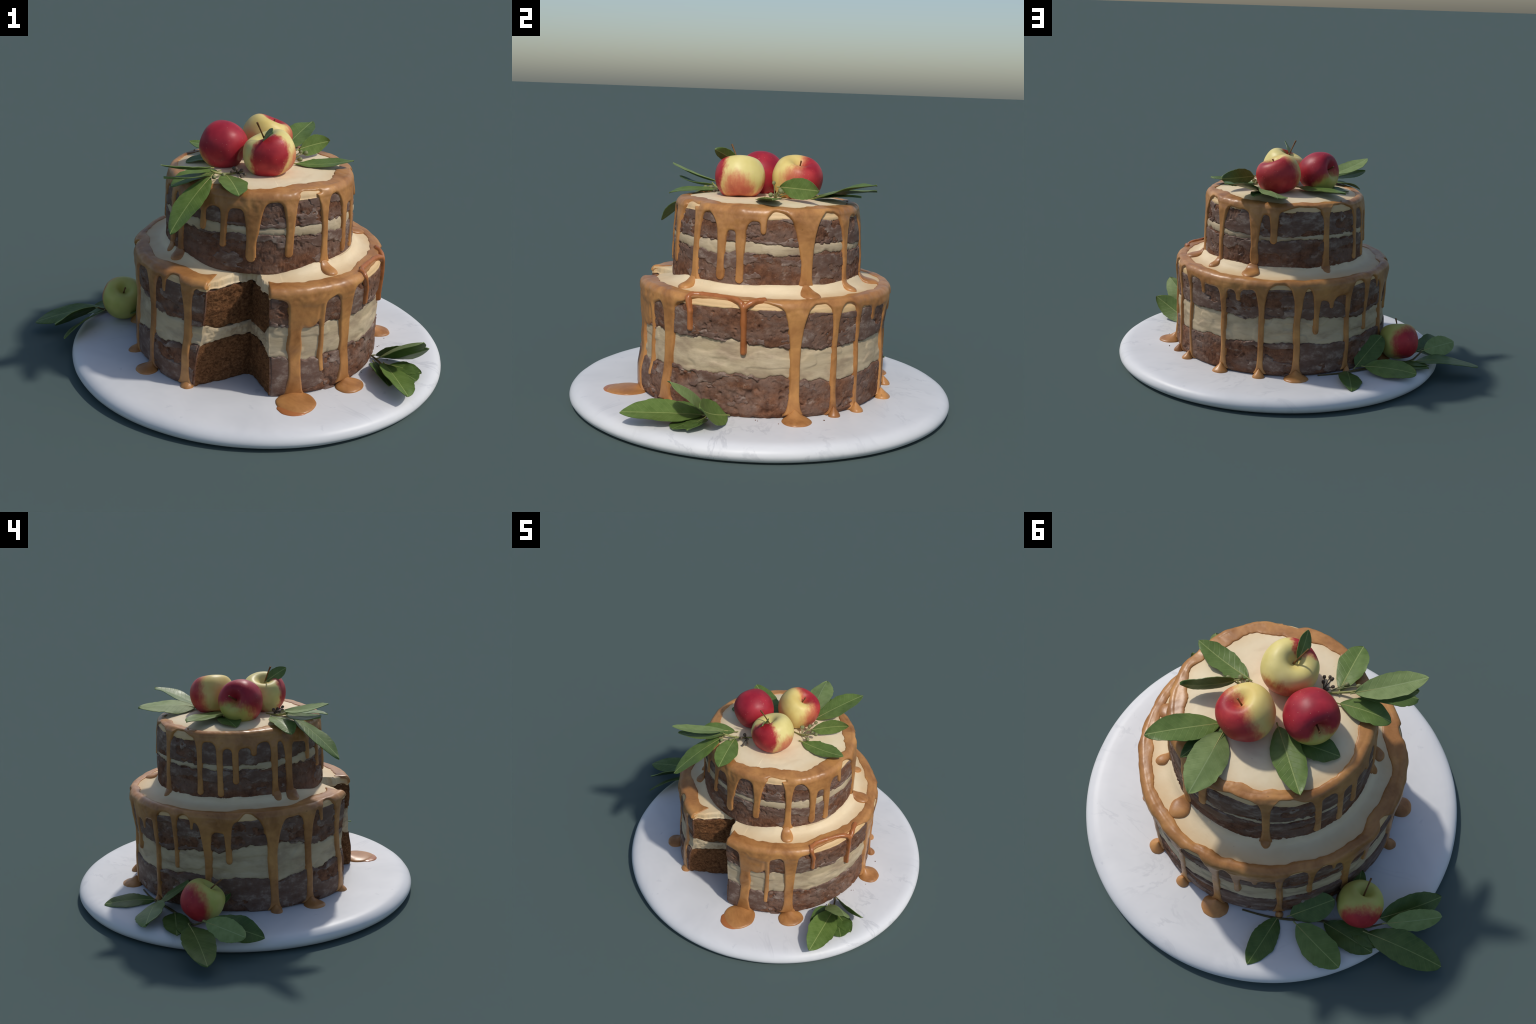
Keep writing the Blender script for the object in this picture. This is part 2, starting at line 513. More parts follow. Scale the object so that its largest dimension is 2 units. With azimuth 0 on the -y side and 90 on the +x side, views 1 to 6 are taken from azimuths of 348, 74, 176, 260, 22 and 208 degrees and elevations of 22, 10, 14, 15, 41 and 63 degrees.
def layer(name, tier, z0f, z1f, n_z, mats, parent, rough, bulge, recess, wedge, seed,
          wall_z=(None, None), top_rows=0, arc_n=900, fillet=None):
    """one layer of a tier: side, cut walls, lower and upper face"""
    if wedge:
        kind, pos = lower_ring(arc_n, 60)
    else:
        kind, pos = np.zeros(arc_n), np.arange(arc_n) / arc_n
    n = len(kind)
    v = np.linspace(0, 1, n_z)[:, None]
    az_mid = np.where(kind == 0, 0, 0) + (353.5 + pos * (683.3 - 353.5) if wedge else pos * 360.0)
    z0, z1 = z0f(az_mid), z1f(az_mid)
    wall = kind > 0
    if wedge:
        # along the walls the borders settle to their inner heights
        w_in = np.where(kind == 1, pos, 1 - pos)
        az_end = np.where(kind == 1, 323.3, 353.5)
        zo0, zo1 = z0f(az_end), z1f(az_end)
        k = smoothstep(0.0, 0.35, w_in)
        zi0 = wall_z[0] if wall_z[0] is not None else zo0
        zi1 = wall_z[1] if wall_z[1] is not None else zo1
        wob = 0.006 * noise3(pos * 7, kind * 3, seed, seed)
        z0 = np.where(wall, zo0 + (zi0 - zo0) * k + (wob if wall_z[0] is not None else 0), z0)
        z1 = np.where(wall, zo1 + (zi1 - zo1) * k + (wob if wall_z[1] is not None else 0), z1)
    z = z0[None] + (z1 - z0)[None] * v
    if wedge:
        aL, aR = WEDGE_L(z), WEDGE_R(z) + 0.0
        az = np.where(kind[None] == 0, aR + pos[None] * (aL + 360 - aR), 0)
    else:
        az = np.broadcast_to(az_mid[None], z.shape)
    r = tier.env(az, z)
    edge = np.minimum(v, 1 - v) * (z1 - z0)[None]
    # rounded borders, swollen middle and surface relief (only inwards of the envelope)
    r = r - recess * (1 - np.sqrt(np.clip(1 - (1 - np.clip(edge / 0.018, 0, 1)) ** 2, 0, 1))) + bulge * np.sin(math.pi * v)
    r = r - rough(az, z)
    x, y = polar(az, r)
    if wedge:
        rim_r = tier.env(np.where(kind[None] == 1, aL, aR), z) - 0.004
        ex, ey = polar(np.where(kind[None] == 1, aL, aR), rim_r)
        ax, ay = polar(APEX[0], APEX[1])
        u = w_in[None]
        wx, wy = ex + (ax - ex) * u, ey + (ay - ey) * u
        tx, ty = ex - ax, ey - ay
        ln = np.hypot(tx, ty)
        sgn = np.where(kind[None] == 1, 1.0, -1.0)          # push into the cake
        crumb = 0.007 * np.clip(fbm(wx * 60, wy * 60, z * 60, seed + 3, 4), -1, 1) \
            + 0.009 * fbm(wx * 14, wy * 14, z * 14, seed + 8, 2) + 0.006 * (1 - np.clip(edge / 0.015, 0, 1)) ** 2
        crumb = crumb * smoothstep(0, 0.12, u) * smoothstep(0, 0.1, 1 - u)
        wx, wy = wx - sgn * ty / ln * crumb * -1, wy + sgn * tx / ln * crumb * -1
        x, y = np.where(wall[None], wx, x), np.where(wall[None], wy, y)
    rows = [np.stack([x[i], y[i], z[i]], -1) for i in range(n_z)]
    n_side = n_z
    if top_rows:
        # rounded rim, then rings running in to the axis
        last, rr = rows[-1].copy(), tier.rr
        az_r = np.degrees(np.arctan2(last[:, 0] - CX, -(last[:, 1] - CY))) % 360
        r_r = np.hypot(last[:, 0] - CX, last[:, 1] - CY)
        steps = [('arc', t) for t in np.linspace(0, math.pi / 2, 7)[1:]]
        steps += [('in', t) for t in np.linspace(1, 0.0005, top_rows)[1:] ** 0.9]
        for kind_s, t in steps:
            if kind_s == 'arc':
                d = np.where(wall, 0.25, 1.0) * rr
                rad = r_r - d * (1 - math.cos(t)); zz = last[:, 2] + (rr + tier.tilt * np.cos((az_r - 40) * D2R)) * math.sin(t)
                r_in = rad
            else:
                rad = r_in * t
                zz = tier.top(az_r, rad) - 0.001 + 0.003 * np.minimum(0, fbm(rad * np.sin(az_r * D2R) * 9, rad * 26, az_r * 0.012, seed, 3)) * min(1, 4 * (1 - t))
                if fillet:
                    f_r, f_h, f_w = fillet
                    zz = zz + f_h * np.exp(-np.maximum(rad - f_r, 0) / f_w) * (1 + 0.12 * noise3(np.cos(az_r * D2R) * 5, np.sin(az_r * D2R) * 5, 1, seed)) \
                        * smoothstep(14, 42, np.abs(np.mod(az_r - 339 + 180, 360) - 180))
            px, py = polar(az_r, rad)
            rows.append(np.stack([px, py, zz], -1))
    else:
        c = rows[-1]
        for t in (0.9, 0.0005):
            q = c.copy(); q[:, 0] = CX + (c[:, 0] - CX) * t; q[:, 1] = CY + (c[:, 1] - CY) * t; q[:, 2] = c[:, 2] - 0.004
            rows.append(q)
    c = rows[0]
    for t in (0.9, 0.0005):
        q = c.copy(); q[:, 0] = CX + (c[:, 0] - CX) * t; q[:, 1] = CY + (c[:, 1] - CY) * t
        q[:, 2] = c[:, 2] + (0.004 if z0f is not FLOOR else 0.0015)
        rows.insert(0, q)
    verts = np.concatenate(rows)
    faces = grid_faces(len(rows), n, True)
    mi = np.zeros(len(faces), int)
    if wedge and len(mats) > 1:
        col = np.tile(np.arange(n), len(rows) - 1)
        row = np.repeat(np.arange(len(rows) - 1), n)
        mi[(kind[col] > 0) & (row >= 2) & (row < 2 + n_side - 1)] = 1
        mi[(col == n - 1) & (row >= 2) & (row < 2 + n_side - 1)] = 1
    me = make_mesh(name, verts, faces, mats, mi)
    if wedge:
        me.set_sharp_from_angle(angle=math.radians(55))
    return add(name, me, parent)


FILLET = (0.452, 0.034, 0.013)     # cream banked up against the upper tier: radius, height, spread


def lower_top(az, r):
    return LOWER.top(az, r) + FILLET[1] * np.exp(-np.maximum(r - FILLET[0], 0) / FILLET[2])


FLOOR = lambda a: np.full_like(np.asarray(a, float), LOWER.zb + 0.0005)


def sponge_rough(seed, crater=1.0):
    def f(az, z):
        big = 0.0045 * np.clip(cyl_fbm(az, z, 7, 12, seed, 3) + 0.2, 0, 1)
        fine = 0.0050 * np.clip(cyl_fbm(az, z, 42, 75, seed + 5, 3) * 1.3, 0, 1)
        pit = 0.008 * crater * smoothstep(0.46, 0.72, cyl_fbm(az, z, 11, 22, seed + 9, 3) * 1.5)
        return 0.0008 + 0.45 * big + 0.75 * fine + pit
    return f


def cream_rough(seed, amount):
    def f(az, z):
        stroke = cyl_fbm(az, z + 0.0007 * 0, 3.2, 26, seed, 3)
        ledge = smoothstep(-0.05, 0.12, cyl_fbm(az, z, 4.5, 15, seed + 4, 2))
        return amount * (0.45 + 0.45 * stroke) + amount * 0.6 * ledge
    return f


def bottom_rough(az, z):
    """the lowest layer is torn open where it faces right"""
    torn = np.exp(-((np.mod(az - 66 + 180, 360) - 180) / 26.0) ** 2)
    base = sponge_rough(61)(az, z)
    chunk = np.clip(cyl_fbm(az, z, 16, 26, 77, 3) * 1.4, 0, 1) * 0.018 * torn
    return base + chunk + 0.005 * smoothstep(0.105, 0.08, z)


def build_cake():
    cake = bpy.data.objects.new('tiered_cake', None)
    bpy.context.scene.collection.objects.link(cake)
    cake.location = (CX, CY, PLATE_TOP)
    cake['label'] = 'two tier naked sponge cake with caramel drips, slice removed'
    cake['category'] = 'cake'
    A = lambda f, d=0.0: (lambda a: f(a) + d)
    flat = lambda zz: (lambda a: np.full_like(np.asarray(a, float), zz))
    # lower tier
    layer('sponge_layer', LOWER, FLOOR, LOW_B1, 46, [CRUST, CRUMB], cake, bottom_rough, 0.0, 0.006, True, 31, (None, 0.298))
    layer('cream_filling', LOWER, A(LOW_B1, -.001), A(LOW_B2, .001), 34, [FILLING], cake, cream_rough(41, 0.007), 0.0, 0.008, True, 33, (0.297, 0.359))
    layer('sponge_layer', LOWER, LOW_B2, LOW_B3, 40, [CRUST, CRUMB], cake, sponge_rough(47), 0.001, 0.005, True, 35, (0.360, 0.556))
    layer('cream_topping', LOWER, A(LOW_B3, -.001), flat(LOWER.zt - LOWER.rr), 12, [CREAM_LOW], cake,
          lambda az, z: 0.002 + 0.002 * cyl_fbm(az, z, 5, 30, 51, 3), 0.0, 0.004, True, 37, (0.555, None), 46,
          fillet=FILLET)
    # upper tier
    layer('sponge_layer', UPPER, flat(UPPER.zb), UP_B1, 42, [CRUST], cake, sponge_rough(67, 0.5), 0.0, 0.005, False, 39)
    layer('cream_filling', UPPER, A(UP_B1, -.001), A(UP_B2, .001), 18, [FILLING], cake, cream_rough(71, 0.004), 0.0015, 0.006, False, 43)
    layer('sponge_layer', UPPER, UP_B2, UP_B3, 32, [CRUST], cake, sponge_rough(73, 0.5), 0.0, 0.005, False, 45)
    layer('cream_topping', UPPER, A(UP_B3, -.001), flat(UPPER.zt - UPPER.rr), 12, [CREAM], cake,
          lambda az, z: 0.002 + 0.002 * cyl_fbm(az, z, 5, 30, 53, 3), 0.0, 0.004, False, 47, (None, None), 46)
    # crumbs fallen on the board below the torn side
    rng = np.random.default_rng(5)
    vs, fs = [], []
    n, m = 7, 5
    for i in range(9):
        az, r, q = 40 + 60 * rng.random(), 0.60 + 0.08 * rng.random() ** 2, 0.0016 + 0.0018 * rng.random()
        ph = np.linspace(0, math.pi, m)[:, None]; th = np.arange(n)[None] * 2 * math.pi / n
        k = q * (0.7 + 0.6 * rng.random((m, n)))
        x, y = polar(az, r)
        v = np.stack([x + k * np.sin(ph) * np.cos(th), y + k * np.sin(ph) * np.sin(th), PLATE_TOP + q * 0.6 + k * np.cos(ph) + 0 * th], -1)
        fs.append(grid_faces(m, n, True)[:, ::-1] + i * n * m); vs.append(v.reshape(-1, 3))
    ob = add('cake_crumbs', make_mesh('cake_crumbs', np.concatenate(vs), np.concatenate(fs), [CRUMB]), cake)
    ob['kind'] = 'stuff'
    return cake


# ---- coatings laid over a tier as a relief on its surface
def coat(tier, az0, az1, y0, y1, dx, dy, field, wedge=False, sink=0.010, cut=0.004, margin=0.0005):
    """field(az, y) gives (signed distance to the outline, full thickness, edge roundness);
    returns vertices, faces, normals and the grid coordinates of the faces kept"""
    n = int((az1 - az0) * D2R * tier.r_rim / dx) + 1
    m = int((y1 - y0) / dy) + 1
    az = np.linspace(az0, az1, n)[None, :]
    y = np.linspace(y0, y1, m)[:, None]
    az, y = np.broadcast_arrays(az, y)
    d, thick, edge = field(az, y)
    r, z, nr, nz = tier.surf(az, y)
    if wedge:
        zc = np.clip(z, 0.08, 0.6)
        el = (WEDGE_L(zc) + 360 - az) * D2R * tier.r_rim
        er = (az - WEDGE_R(zc)) * D2R * tier.r_rim
        ax, ay = polar(APEX[0], APEX[1])
        d = np.maximum(d, np.maximum(-el + margin, -er + margin))
    t = np.clip(-d / edge, 0, 1)
    h = thick * np.sqrt(np.clip(1 - (1 - t) ** 2, 0, 1))
    h = np.where(d > 0, -np.minimum(d * 3.0, sink), h)
    r, z = r + nr * h, z + nz * h
    x, yy = polar(az, r)
    verts = np.stack([x, yy, z], -1).reshape(-1, 3)
    faces = grid_faces(m, n, False)
    keep = (d.reshape(-1)[faces] < cut).any(1)
    faces = faces[keep][:, ::-1]
    normals = vertex_normals(verts, faces)
    fa = az.reshape(-1)[faces].mean(1); fy = y.reshape(-1)[faces].mean(1)
    return verts, faces, normals, fa, fy


def sub_mesh(name, verts, faces, normals, mats):
    used, inv = np.unique(faces.reshape(-1), return_inverse=True)
    return make_mesh(name, verts[used], inv.reshape(-1, 4), mats, normals=normals[used])


def drip_distance(tier, az, y, a, tip_z, half, flare, length, seed):
    """a run of caramel: flared where it leaves the rim, even below, round at its tip"""
    tip = tier.y_of_z(tip_z)
    R = tier.r_rim
    wander = 0.004 * noise3(y * 9, seed, 0.5, 3)
    x = (np.mod(az - a + 180, 360) - 180) * D2R * R - wander
    w = half * (1 + 0.14 * noise3(y * 16, seed, 2.5, 4)) + flare * np.exp(-np.maximum(y + 0.01, 0) / length)
    w = w * np.where(y > tip - 0.10, 1 + 0.12 * smoothstep(tip - 0.10, tip - half, y), 1)
    pooled = tip_z < 0.13 or 0.60 < tip_z < 0.636
    c = tip - half * 1.12
    body = np.abs(x) - w
    end = np.hypot(x, y - c) - half * 1.12
    d = np.where(y > c, end, body)
    if pooled:                                     # spreads where it reaches the pool
        w = w + 0.016 * np.exp(-np.maximum(tip - y, 0) / 0.018)
        d = np.maximum(np.abs(x) - w, y - tip - 0.006)
    return np.maximum(d, -0.012 - y)


#          azimuth  tip z  half width  flare  flare length
UPPER_DRIPS = [(5, .685, .0155, .030, .060), (28.5, .632, .0165, .022, .050), (47, .650, .0165, .022, .070), (59, .642, .0165, .022, .070),
               (72, .862, .0100, .012, .030), (98, .622, .0215, .062, .095), (127.5, .607, .0125, .040, .070), (156, .640, .0185, .036, .080),
               (169, .760, .0150, .018, .060), (206, .622, .0150, .026, .035), (234, .646, .0135, .018, .040), (248, .642, .0140, .014, .050),
               (258, .706, .0135, .012, .050), (270, .845, .0130, .016, .035), (284, .617, .0150, .016, .050), (294.5, .622, .0150, .034, .080),
               (312, .781, .0130, .014, .040), (326, .720, .0135, .018, .050), (343, .664, .0170, .048, .090)]
LOWER_DRIPS = [(4.5, .088, .0300, .012, .120), (11, .405, .0330, .015, .080), (17, .187, .0105, .000, .050), (29.5, .110, .0240, .030, .110),
               (88, .105, .0220, .048, .070), (106.5, .090, .0130, .024, .040), (119.5, .090, .0105, .022, .045),
               (131, .477, .0105, .012, .030), (144.5, .100, .0135, .026, .060), (153, .480, .0115, .016, .030), (165.5, .098, .0150, .040, .045),
               (184, .098, .0170, .034, .050), (194, .311, .0115, .024, .080), (202, .447, .0110, .014, .030), (212.5, .100, .0125, .022, .060),
               (226, .289, .0110, .020, .045), (236, .506, .0070, .006, .030), (243.5, .150, .0160, .050, .075), (254, .334, .0125, .020, .070),
               (275.5, .088, .0195, .058, .085), (294.5, .095, .0175, .034, .070), (303, .500, .0085, .008, .030), (316.5, .092, .0190, .022, .060)]
UPPER_APRON = periodic([(5, .945), (15, .978), (25, .970), (31, .952), (37, .946), (48, .885), (53, .874), (66, .917), (79, .962), (90, .95),
                        (111, .957), (119, .957), (137, .935), (142, .928), (163, .918), (175, .935), (188, .963), (200, .96), (220, .968),
                        (228, .94), (241, .918), (253, .888), (263, .888), (278, .910), (289, .914), (307, .880), (320, .898), (332, .903), (353, .936)])
LOWER_APRON = periodic([(0, .545), (8, .520), (19, .530), (24, .545), (36, .562), (46, .595), (52, .602), (60, .604), (73, .600), (80, .58), (98, .590),
                        (115, .584), (125, .551), (135, .535), (148, .537), (157, .547), (173, .588), (188, .574), (199, .492), (207, .512),
                        (218, .574), (232, .578), (250, .500), (258, .560), (263, .602), (270, .58), (286, .560), (300, .575), (309, .600), (318, .565),
                        (324, .57), (352, .56)])
UPPER_INNER = periodic([(1, .362), (16, .348), (30, .352), (45, .375), (55, .358), (66, .352), (82, .372), (92, .392), (104, .372), (115, .357), (127, .368),
                        (150, .385), (177, .396), (192, .370), (204, .386), (215, .381), (232, .402), (247, .402), (262, .396), (273, .376),
                        (282, .372), (300, .38), (320, .375), (340, .385), (348, .374)])
LOWER_INNER = periodic([(5, .527), (10, .530), (21, .534), (38, .529), (55, .510), (70, .535), (91, .545), (104, .533), (123, .538), (139, .546), (150, .547),
                        (173, .548), (185, .549), (194, .560), (212, .555), (228, .563), (244, .566), (252, .558), (260, .530), (269, .538),
                        (277, .532), (287, .538), (298, .510), (308, .502), (318, .520), (326, .490), (335, .47), (350, .50), (358, .527)])


def glaze_field(tier, apron, inner, drips, seed, lumps):
    def f(az, y):
        ya = tier.y_of_z(apron(az)) + 0.004 * cyl_fbm(az, 0.0, 9, 1, seed, 2)
        yi = tier.y_of_r(inner(az)) + 0.010 * cyl_fbm(az, 0.0, 8, 1, seed + 3, 3) - 0.008
        d = np.maximum(yi - y, y - ya)
        for i, (a, tip, half, flare, length) in enumerate(drips):
            cols = np.abs(np.mod(az[0] - a + 180, 360) - 180) * D2R * tier.r_rim < half + flare + 0.06
            dd = drip_distance(tier, az[:, cols], y[:, cols], a, tip, half, flare, length, seed * 3 + i * 1.7)
            d[:, cols] = smin(d[:, cols], dd, 0.030)
        lump = cyl_fbm(az, y, 7, 14, seed + 6, 3)
        thick = (0.0066 + 0.0035 * lump) + lumps * np.exp(-((y - 0.022) / 0.030) ** 2) * (0.5 + 0.9 * np.clip(lump, -0.5, 1))
        on_top = smoothstep(-tier.rr * 1.0, -tier.rr * 1.57 - 0.03, y)
        thick = thick + (0.0042 + 0.0012 * lump - thick) * on_top
        return d, np.maximum(thick, 0.003), 0.011 + 0.012 * on_top
    return f


def build_glaze(cake):
    for tier, apron, inner, drips, a0, a1, y1, wedge, seed, lumps in (
            (UPPER, UPPER_APRON, UPPER_INNER, UPPER_DRIPS, 0.0, 360.0, 0.352, False, 3, 0.0035),
            (LOWER, LOWER_APRON, LOWER_INNER, LOWER_DRIPS, 352.3, 686.5, 0.510, True, 7, 0.0045)):
        f = glaze_field(tier, apron, inner, drips, seed, lumps)
        y0 = tier.y_of_r(0.33 if tier is UPPER else 0.45)
        v, faces, nrm, fa, fy = coat(tier, a0, a1, y0, y1, 0.0022, 0.0026, f, wedge)
        # the runs below the sheet become objects of their own, borders shared
        owner = np.full(len(faces), -1)
        below = fy > tier.y_of_z(apron(fa)) + 0.018
        az_d = np.array([p[0] for p in drips])
        delta = np.abs(np.mod(fa[:, None] - az_d[None] + 180, 360) - 180)
        reach = np.array([tier.y_of_z(p[1]) for p in drips])
        delta = np.where(fy[:, None] > reach[None] + 0.012, 999, delta)
        near = delta.argmin(1)
        owner[below & (delta.min(1) < 9)] = near[below & (delta.min(1) < 9)]
        sheet = add('caramel_glaze', sub_mesh('caramel_glaze', v, faces[owner < 0], nrm, [CARAMEL]), cake)
        for i in range(len(drips)):
            sel = faces[owner == i]
            if len(sel) > 20:
                add('caramel_drip', sub_mesh('caramel_drip', v, sel, nrm, [CARAMEL]), sheet)
    # darker drizzle laid over the rim at the right
    strokes = [[(42, .455), (42, .53), (40.5, .585), (41, .604)], [(41, .603), (45, .610), (52, .610), (59, .606), (62.5, .600), (64.5, .585), (65.5, .56), (66, .374)],
               [(66, .57), (68.5, .59), (72, .604), (74, .607)]]

    def dark(az, y):
        d = np.full(az.shape, 9.0)
        for s in strokes:
            pts = [((a * D2R) * LOWER.r_rim, LOWER.y_of_z(z) if z < 0.60 else LOWER.y_of_z(0.60) - (z - 0.60) * 2.5) for a, z in s]
            x = az * D2R * LOWER.r_rim
            for (x0, y0), (x1, y1) in zip(pts[:-1], pts[1:]):
                t = np.clip(((x - x0) * (x1 - x0) + (y - y0) * (y1 - y0)) / ((x1 - x0) ** 2 + (y1 - y0) ** 2), 0, 1)
                d = smin(d, np.hypot(x - x0 - t * (x1 - x0), y - y0 - t * (y1 - y0)) - 0.0125 * (1 + 0.15 * noise3(x * 30, y * 30, 0, 5)), 0.008)
        return d, 0.0160 + 0 * d, 0.012
    v, faces, nrm, fa, fy = coat(LOWER, 36, 78, -0.06, 0.26, 0.002, 0.002, dark, False, 0.014)
    add('caramel_drizzle', sub_mesh('caramel_drizzle', v, faces, nrm, [DARK_CARAMEL]), cake)


def puddle(cake, az, r, half_t, half_r, base_z, foot_r, foot_h, foot_w, seed, thick=0.015, mat=CARAMEL):
    """a pool at the foot of a run, drawn up where the run enters it"""
    m, n = 30, 72
    th = np.arange(n) * 2 * math.pi / n
    wob = 1 + 0.10 * fbm(np.cos(th) * 1.3, np.sin(th) * 1.3, seed, 13, 2)
    a = az * D2R
    er, et = np.array([math.sin(a), -math.cos(a)]), np.array([math.cos(a), math.sin(a)])
    rows = []
    for t in np.linspace(0.001, 1.0, m):
        px, py = t * np.cos(th) * half_t * wob, t * np.sin(th) * half_r * wob
        h = thick * math.sqrt(max(0.0, 1 - t ** 4)) * (0.85 + 0.15 * (1 - t * t))
        dist = np.hypot(px, (py + r) - foot_r)
        h = h + foot_h * np.exp(-(dist / foot_w) ** 1.3) * (1 - t ** 3)
        x = CX + (r + py) * er[0] + px * et[0]
        y = CY + (r + py) * er[1] + px * et[1]
        ground = base_z(az, np.hypot(x - CX, y - CY)) if callable(base_z) else base_z
        rows.append(np.stack([x, y, ground + h], -1))
    skirt = rows[-1].copy(); skirt[:, 2] -= 0.004
    rows.append(skirt)
    me = make_mesh('caramel_puddle', np.concatenate(rows), grid_faces(len(rows), n, True), [mat])
    return add('caramel_puddle', me, cake)


def build_puddles(cake):
    z = PLATE_TOP
    for i, (az, r, ht, hr, fh, fw) in enumerate([
            (4.2, .664, .090, .092, .020, .040), (31.0, .636, .075, .062, .040, .030), (88.3, .632, .068, .062, .055, .026),
            (106.5, .604, .028, .026, .040, .017), (119.3, .606, .031, .030, .040, .016), (144.3, .606, .042, .036, .045, .020),
            (165.2, .604, .033, .028, .040, .018), (183.8, .618, .066, .054, .045, .024), (212.5, .596, .020, .020, .03, .014),
            (244.0, .618, .055, .045, .110, .030), (276.0, .610, .030, .034, .030, .019), (295.0, .630, .056, .052, .050, .022),
            (317.6, .606, .031, .030, .030, .020)]):
        puddle(cake, az, r, ht, hr, z - 0.0005, .597, fh * .7, fw * 1.15, i * 1.9)
    # a second thin flow at the front spills further out
    puddle(cake, 2.5, .700, .083, .068, z - 0.0015, .60, .0, .02, 40.3, 0.009, DARK_CARAMEL)
    for i, (az, r, ht, hr, fh, fw) in enumerate([
            (28.0, .488, .036, .040, .022, .016), (97.5, .502, .044, .050, .030, .020), (126.5, .482, .026, .036, .022, .014),
            (156.0, .492, .046, .050, .035, .020), (206.0, .458, .022, .024, .020, .014), (284.6, .452, .021, .022, .016, .014),
            (295.0, .464, .034, .032, .022, .016)]):
        puddle(cake, az, r, ht, hr, lower_top, .452, 0.0, fw, 70 + i * 2.3, 0.015)


def build_smears(cake):
    """thin veils of frosting scraped over the sponge, with torn edges"""
    def bump_az(az, a, w):
        return np.exp(-((np.mod(az - a + 180, 360) - 180) / w) ** 2)

    def low(az, y):
        z = LOWER.zt - LOWER.rr - y
        n = cyl_fbm(az, z, 5.0, 14, 201, 5, 0.55) * 1.25
        b1, b2, b3 = LOW_B1(az), LOW_B2(az), LOW_B3(az)
        upper = smoothstep(b2 - 0.01, b2 + 0.015, z)
        bare_up = 0.55 * bump_az(az, 55, 32) + 0.35 * bump_az(az, 12, 14) + 0.15 * bump_az(az, 175, 14)
        bare_dn = 0.62 * bump_az(az, 115, 34) + 0.40 * bump_az(az, 66, 20) + 0.25 * bump_az(az, 150, 16)
        bias_up = 0.04 + 0.25 * np.exp(-((z - b2) / 0.035) ** 2) + 0.2 * np.exp(-((z - b3) / 0.02) ** 2) - bare_up
        bias_dn = 0.04 + 0.30 * np.exp(-((z - b1) / 0.022) ** 2) - bare_dn - 0.25 * smoothstep(0.12, 0.085, z)
        d = -(n + np.where(upper > 0.5, bias_up, bias_dn)) * 0.022
        d = np.maximum(d, z - (b3 + 0.004))
        band = 0.020 * cyl_fbm(az, z, 7, 9, 207, 4)
        d = np.maximum(d, np.minimum(z - (b1 + 0.001 + band), (b2 - 0.001 + band) - z))
        d = np.maximum(d, 0.082 - z)
        return d, 0.0010 + 0.0012 * np.clip(n, 0, 1), 0.010

    def up(az, y):
        z = UPPER.zt - UPPER.rr - y
        n = cyl_fbm(az, z, 4.2, 15, 231, 5, 0.55) * 1.2
        b1, b2, b3 = UP_B1(az), UP_B2(az), UP_B3(az)
        top = 0.12 + 0.2 * np.exp(-((z - b3) / 0.015) ** 2)
        bot = 0.22 * smoothstep(0.715, 0.745, z) - 0.28 * np.exp(-((z - 0.70) / 0.024) ** 2) - 0.4 * smoothstep(0.675, 0.650, z) \
            - 0.35 * np.exp(-((z - b1 + 0.004) / 0.007) ** 2)
        d = -(n + np.where(z > 0.5 * (b1 + b2), top, bot)) * 0.020
        d = np.maximum(d, z - (b3 + 0.004))
        band = 0.012 * cyl_fbm(az, z, 7, 9, 217, 4)
        d = np.maximum(d, np.minimum(z - (b1 + 0.002 + band), (b2 - 0.001 + band) - z))
        d = np.maximum(d, 0.63 - z)
        return d, 0.0010 + 0.0012 * np.clip(n, 0, 1), 0.010
    for tier, f, a0, a1, y0, y1, wedge in ((LOWER, low, 352.3, 686.5, 0.0, 0.505, True), (UPPER, up, 0.0, 360.0, 0.0, 0.33, False)):
        v, faces, nrm, fa, fy = coat(tier, a0, a1, y0, y1, 0.0028, 0.0026, f, wedge, sink=0.010, cut=0.005, margin=0.007)
        ob = add('frosting_smear', sub_mesh('frosting_smear', v, faces, nrm, [SMEAR]), cake)
        ob['kind'] = 'stuff'


# ------------------------------------------------------------------ apples, leaves, twigs
def tube(name, pts, radii, mat, parent=None, seg=8):
    pts = [Vector(p) for p in pts]
    # smooth the path
    for _ in range(2):
        q = [pts[0]]
        r2 = [radii[0]]
        for a, b, ra, rb in zip(pts[:-1], pts[1:], radii[:-1], radii[1:]):
            q += [a.lerp(b, .25), a.lerp(b, .75)]; r2 += [ra * .75 + rb * .25, ra * .25 + rb * .75]
        q.append(pts[-1]); r2.append(radii[-1])
        pts, radii = q, r2
    rows = []
    up = Vector((0.31, 0.2, 0.93))
    for i, p in enumerate(pts):
        t = (pts[min(i + 1, len(pts) - 1)] - pts[max(i - 1, 0)]).normalized()
        s = t.cross(up).normalized(); u = s.cross(t)
        rows.append([p + (s * math.cos(k * 2 * math.pi / seg) + u * math.sin(k * 2 * math.pi / seg)) * radii[i] for k in range(seg)])
    rows.insert(0, [pts[0]] * seg); rows.append([pts[-1]] * seg)
    v = np.array([[list(c) for c in r] for r in rows]).reshape(-1, 3)
    return add(name, make_mesh(name, v, grid_faces(len(rows), seg, True), [mat]), parent)


APPLE_PROFILE = [(0.0, 0.50), (0.06, 0.505), (0.12, 0.56), (0.20, 0.69), (0.30, 0.80), (0.45, 0.885), (0.62, 0.875), (0.80, 0.74), (0.93, 0.50),
                 (0.99, 0.22), (1.0, 0.02), (0.965, -0.24), (0.87, -0.50), (0.71, -0.72), (0.52, -0.85), (0.34, -0.885), (0.20, -0.85),
                 (0.10, -0.79), (0.0, -0.77)]


